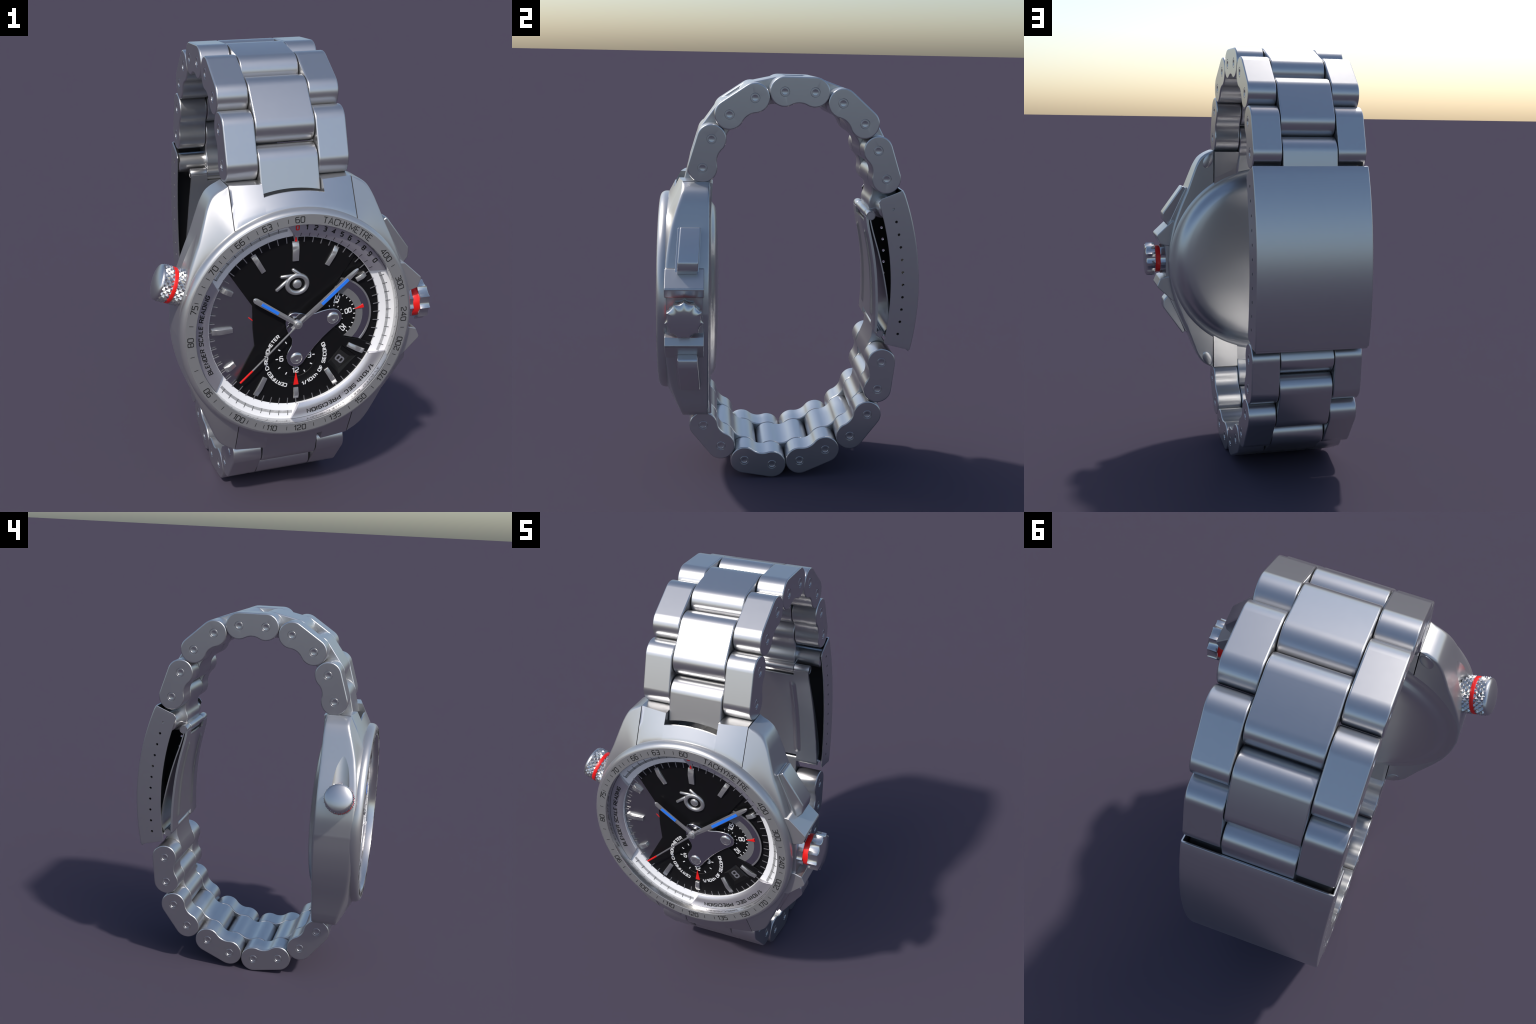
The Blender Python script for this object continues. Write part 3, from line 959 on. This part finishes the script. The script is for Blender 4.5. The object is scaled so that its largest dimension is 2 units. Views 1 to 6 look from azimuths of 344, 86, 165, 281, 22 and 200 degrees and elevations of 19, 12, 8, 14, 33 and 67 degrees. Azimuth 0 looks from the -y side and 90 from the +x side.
# push buttons: base plate and slanted cap
for s in (1, -1):
    gp = [(0.383, 0.380), (0.3985, 0.389), (0.4890, 0.192), (0.4800, 0.180), (0.44, 0.19)]
    PB = face_prism("push_button", [(u, s * v) for u, v in gp], -0.427, -0.5365, STEEL, WATCH, 0.003, segs=2)
    cp = [(0.400, 0.385), (0.4165, 0.396), (0.5160, 0.256), (0.5185, 0.244), (0.5150, 0.2120), (0.4930, 0.1880), (0.470, 0.205)]
    cap = face_prism("button_cap", [(u, s * v) for u, v in cp], -0.4310, -0.5260, STEEL, PB, 0.0065, segs=3)
    for o in (PB, cap):                # buttons lean slightly forward towards the crown
        for w in o.data.vertices:
            w.co.y -= 0.062 * (0.388 - abs(w.co.z - Z0))

# ------------------------------------------------------------------ knurled crown on the left
KY, KB = -0.5140, radians(22.0)           # the knurled crown points away from the case centre, 22 degrees above level
def k_place(b, r, a):
    """a: distance from the case axis along the crown's own axis"""
    t = r * cos(radians(b))
    return F(-a * cos(KB) + t * sin(KB), a * sin(KB) + t * cos(KB), KY + r * sin(radians(b)))
def knurl(u0, u1, nu, nb, r, h, name):
    vs = []; fs = []
    for j in range(nu + 1):
        u = u0 + (u1 - u0) * j / nu
        for i in range(nb):
            b = 360 * i / nb
            up = (i + j) % 2 == 0
            rr = r + (h if up and 0 < j < nu else (h * 0.45 if up else 0.0))
            vs.append(k_place(b, rr, u))
    for j in range(nu):
        for i in range(nb):
            k = (i + 1) % nb
            a, b_, c, d = j * nb + i, j * nb + k, (j + 1) * nb + k, (j + 1) * nb + i
            if (i + j) % 2 == 0:
                fs += [(a, b_, d), (b_, c, d)]
            else:
                fs += [(a, b_, c), (a, c, d)]
    c0 = len(vs); vs.append(k_place(0, 0, u0)); vs.append(k_place(0, 0, u1))
    for i in range(nb):
        k = (i + 1) % nb
        fs += [(c0, i, k), (c0 + 1, nu * nb + k, nu * nb + i)]
    return mesh(name, vs, fs)
me = lathe_mesh("knurled_crown", [(0.0, 0.6130), (0.020, 0.6122), (0.040, 0.6095), (0.060, 0.6045), (0.0690, 0.6005), (0.0720, 0.5965), (0.0725, 0.5900), (0.0, 0.590)], 64, k_place)
smooth(me, 50)
KC = link_obj("knurled_crown", me, STEEL, WATCH)
link_obj("knurled_band", knurl(0.5945, 0.5500, 4, 42, 0.0700, 0.0070, "knurled_band"), POLISH, KC)
link_obj("knurled_band", knurl(0.5375, 0.4930, 4, 42, 0.0700, 0.0070, "knurled_band"), POLISH, KC)
me = lathe_mesh("crown_ring", [(0.03, 0.5515), (0.0735, 0.5515), (0.0745, 0.5495), (0.0745, 0.5380), (0.0735, 0.5360), (0.03, 0.5360)], 64, k_place); smooth(me, 40)
link_obj("crown_ring", me, RED, KC)
me = lathe_mesh("crown_stem", [(0.03, 0.40), (0.062, 0.40), (0.062, 0.495), (0.03, 0.495)], 48, k_place); smooth(me, 40)
link_obj("crown_stem", me, STEEL, KC)

# ------------------------------------------------------------------ folding clasp
AC, AR = (-0.7626, 0.9606), 1.397
def arc_y(z, shift=0.0):
    return AC[0] - shift + sqrt(AR * AR - (z - AC[1]) ** 2)
CW, TH = 0.2630, 0.0065
ZT, ZB = 1.4745, 0.6770
vs = []; fs = []
n = 44
rc = 0.007
for i in range(n + 1):
    t = i / n
    zo = ZT + (ZB - ZT) * t                       # outer sheet edge
    yo = arc_y(zo)
    if i == 0: yo = arc_y(ZT) - 0.003
    zi = 1.432 + (0.708 - 1.432) * t
    yi = arc_y(zi, 0.140)
    if i == 0: zi += 0.002; yi += 0.018
    if i == n: zi -= 0.000; yi += 0.006
    dy, dz = yi - yo, zi - zo
    L = hypot(dy, dz)
    def P(u, depth):
        return (X0 + u, yo + dy * depth / L, zo + dz * depth / L)
    sec = [P(-CW, L), P(-CW, rc)] + [P(-CW + rc - rc * cos(a * pi / 8), rc - rc * sin(a * pi / 8)) for a in range(1, 5)]
    sec += [P(CW - rc + rc * sin(a * pi / 8), rc - rc * cos(a * pi / 8)) for a in range(0, 4)] + [P(CW, rc), P(CW, L)]
    sec += [P(CW - TH, L), P(CW - TH, TH + 0.001), P(-CW + TH, TH + 0.001), P(-CW + TH, L)]
    vs += sec
    m = len(sec)
for i in range(n):
    for k in range(m):
        l = (k + 1) % m
        fs.append((i * m + k, i * m + l, (i + 1) * m + l, (i + 1) * m + k))
fs += [tuple(range(m)), tuple(n * m + k for k in range(m))]
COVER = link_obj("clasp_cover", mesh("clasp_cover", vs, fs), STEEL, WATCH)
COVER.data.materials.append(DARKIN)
for p in COVER.data.polygons:                      # inside of the folded sheet gets a flat dark colour
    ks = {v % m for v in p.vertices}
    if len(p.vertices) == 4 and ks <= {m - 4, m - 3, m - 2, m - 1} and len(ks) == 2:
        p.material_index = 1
tools = []
vsh = []; fsh = []
for i in range(11):
    z = 1.3849 + (0.7607 - 1.3849) * i / 10
    y = arc_y(z, 0.0800)
    k = len(vsh); q = 14
    for x in (-0.4, 0.4):
        for a in range(q):
            vsh.append((x, y + 0.0068 * cos(2 * pi * a / q), z + 0.0068 * sin(2 * pi * a / q)))
    fsh += [tuple(range(k, k + q)), tuple(range(k + 2 * q - 1, k + q - 1, -1))]
    fsh += [(k + a, k + q + a, k + q + (a + 1) % q, k + (a + 1) % q) for a in range(q)]
tools.append(link_obj("t", mesh("t", vsh, fsh), None, None))
bevel(COVER, 0.0016, 2, 40)
cut(COVER, tools)
tidy(COVER, 40)
# turned lip at the lower end
side_prism("clasp_lip", [(arc_y(ZB) - 0.020, ZB + 0.004), (arc_y(ZB) - 0.004, ZB + 0.002), (arc_y(ZB) - 0.006, ZB - 0.010), (arc_y(ZB) - 0.012, ZB - 0.004)], -0.256, 0.256, STEEL, COVER, 0.002)

# upper T piece: centre link from the last pin with a full width bar
T11 = (0.4620, 1.3870)
add_centre(PINS_UP[9], T11)
def barrel(name, c, r, u0, u1, mat, parent, dimple=False):
    prof = [(0.0, u0), (r * 0.82, u0), (r, u0 + r * 0.12), (r, u1 - r * 0.12), (r * 0.82, u1), (0.0, u1)]
    if dimple:
        g = r * 0.10
        prof = [(0.0, u0), (r * 0.74, u0), (r * 0.78, u0 + g), (r * 0.85, u0 + g), (r * 0.89, u0), (r * 0.96, u0), (r, u0 + g),
                (r, u1 - g), (r * 0.96, u1), (r * 0.89, u1), (r * 0.85, u1 - g), (r * 0.78, u1 - g), (r * 0.74, u1), (0.0, u1)]
    me = lathe_mesh(name, prof, 40, lambda b, rr, u: (X0 + u, c[0] + rr * sin(radians(b)), c[1] + rr * cos(radians(b))))
    smooth(me, 24)
    return link_obj(name, me, mat, parent)
TB = barrel("clasp_crossbar", (0.468, 1.382), 0.0480, -0.2535, 0.2535, STEEL, WATCH)

# inner folding blade with two pressed ribs and hinge barrels
HT, HBt = (0.3910, 1.3420), (0.4550, 0.7550)
blade_c = spline([(0.3685, 1.335), (0.3745, 1.290), (0.3990, 1.180), (0.4160, 1.075), (0.4255, 0.960), (0.4285, 0.860), (0.4265, 0.765)], 8, closed=False)
def blade(name, path, th, us, mat, parent, ribs=(), rib_h=0.006, rib_w=0.014, z0=0, z1=0):
    vs = []; fs = []
    nu = len(us)
    def wide(z):                       # blades broaden towards the lower hinge
        return 1.0 + 0.19 * min(1.0, max(0.0, (1.335 - z) / 0.57))
    def height(u, z):
        h = 0.0
        for c in ribs:
            d = abs(u - c) / rib_w
            if d < 1:
                e = min(1.0, max(0.0, (z - z0) / 0.02), max(0.0, (z1 - z) / 0.02))
                h = rib_h * (0.5 + 0.5 * cos(pi * d)) * e
        return h
    for i, (y, z) in enumerate(path):
        a = path[max(i - 1, 0)]; b = path[min(i + 1, len(path) - 1)]
        t = Vector((b[0] - a[0], b[1] - a[1])).normalized(); nn = (t.y, -t.x)      # towards the wrist
        if nn[0] > 0: nn = (-nn[0], -nn[1])
        for u in us:
            h = height(u, z)
            vs.append((X0 + u * wide(z), y + nn[0] * h, z + nn[1] * h))
        for u in us:
            h = height(u, z)
            vs.append((X0 + u * wide(z), y + nn[0] * (h - th), z + nn[1] * (h - th)))
    m = 2 * nu
    for i in range(len(path) - 1):
        for k in range(nu - 1):
            fs.append((i * m + k, i * m + k + 1, (i + 1) * m + k + 1, (i + 1) * m + k))
            fs.append((i * m + nu + k, (i + 1) * m + nu + k, (i + 1) * m + nu + k + 1, i * m + nu + k + 1))
        for k in (0, nu - 1):
            fs.append((i * m + k, (i + 1) * m + k, (i + 1) * m + nu + k, i * m + nu + k))
    e = (len(path) - 1) * m
    for b in (0, e):
        for k in range(nu - 1):
            fs.append((b + k, b + k + 1, b + nu + k + 1, b + nu + k))
    me = mesh(name, vs, fs)
    smooth(me, 40)
    return link_obj(name, me, mat, parent)
BW = 0.2070
us = [-BW + 2 * BW * i / 120 for i in range(121)]
fine = []
for i in range(len(blade_c) - 1):
    fine.append(blade_c[i]); fine.append(tuple((a + b) / 2 for a, b in zip(blade_c[i], blade_c[i + 1])))
fine.append(blade_c[-1])
BL = blade("clasp_blade", fine, 0.0115, us, STEEL, WATCH, (-0.115, 0.115), 0.0105, 0.018, 0.815, 1.265)
tools = []
for z0, z1 in ((0.758, 0.793), (1.303, 1.345)):
    tools.append(side_prism("t", [(0.30, z0), (0.50, z0), (0.50, z1), (0.30, z1)], -0.128, 0.128, None, None))
cut(BL, tools)
tidy(BL, 40)
for u0, u1 in ((-0.209, -0.130), (0.130, 0.209)):
    barrel("hinge_barrel", HT, 0.0225, u0, u1, STEEL, BL, True)
barrel("hinge_barrel", HT, 0.0215, -0.128, 0.128, STEEL, BL)
barrel("hinge_barrel", HBt, 0.0195, -0.2435, 0.2435, STEEL, BL, True)
# short tongue from the middle barrel to the crossbar
side_prism("hinge_tongue", [(0.385, 1.353), (0.392, 1.362), (0.43, 1.372), (0.44, 1.350), (0.40, 1.330)], -0.127, 0.127, STEEL, BL, 0.003)
# second blade, folded behind the first
path2 = spline([(0.3860, 1.325), (0.4020, 1.262), (0.4330, 1.160), (0.4590, 1.060), (0.4800, 0.955), (0.4950, 0.860), (0.4960, 0.800), (0.4740, 0.760)], 8, closed=False)
us2 = [-0.2 + 0.4 * i / 4 for i in range(5)]
blade("clasp_blade", path2, 0.0060, us2, STEEL, WATCH)

# lower connecting link from the last pin up to the hinge
p, q = PINS_LOW[9], HBt
d = Vector((q[0] - p[0], q[1] - p[1])); L = d.length; d.normalize(); nrm = Vector((d.y, -d.x))   # +nrm = outside
def loc(s, t):
    return (p[0] + d.x * s + nrm.x * t, p[1] + d.y * s + nrm.y * t)
tong = [loc(*a) for a in arc_pts((0, 0), RL, 270, 90, 16)] + [loc(0.06, 0.045), loc(0.10, 0.022), loc(0.13, 0.018)]
tong += [loc(*a) for a in arc_pts((L, 0), 0.018, 90, -90, 8)] + [loc(0.10, -0.026), loc(0.055, -0.048)]
side_prism("clasp_link", tong, -CENW / 2, CENW / 2, STEEL, WATCH, 0.004, 2)

# plate closing the bottom of the cover behind the hinge
side_prism("clasp_catch", [(0.468, 0.748), (0.472, 0.756), (0.540, 0.742), (0.612, 0.722), (0.611, 0.714), (0.536, 0.734)], -0.2535, 0.2535, STEEL, COVER, 0.002)
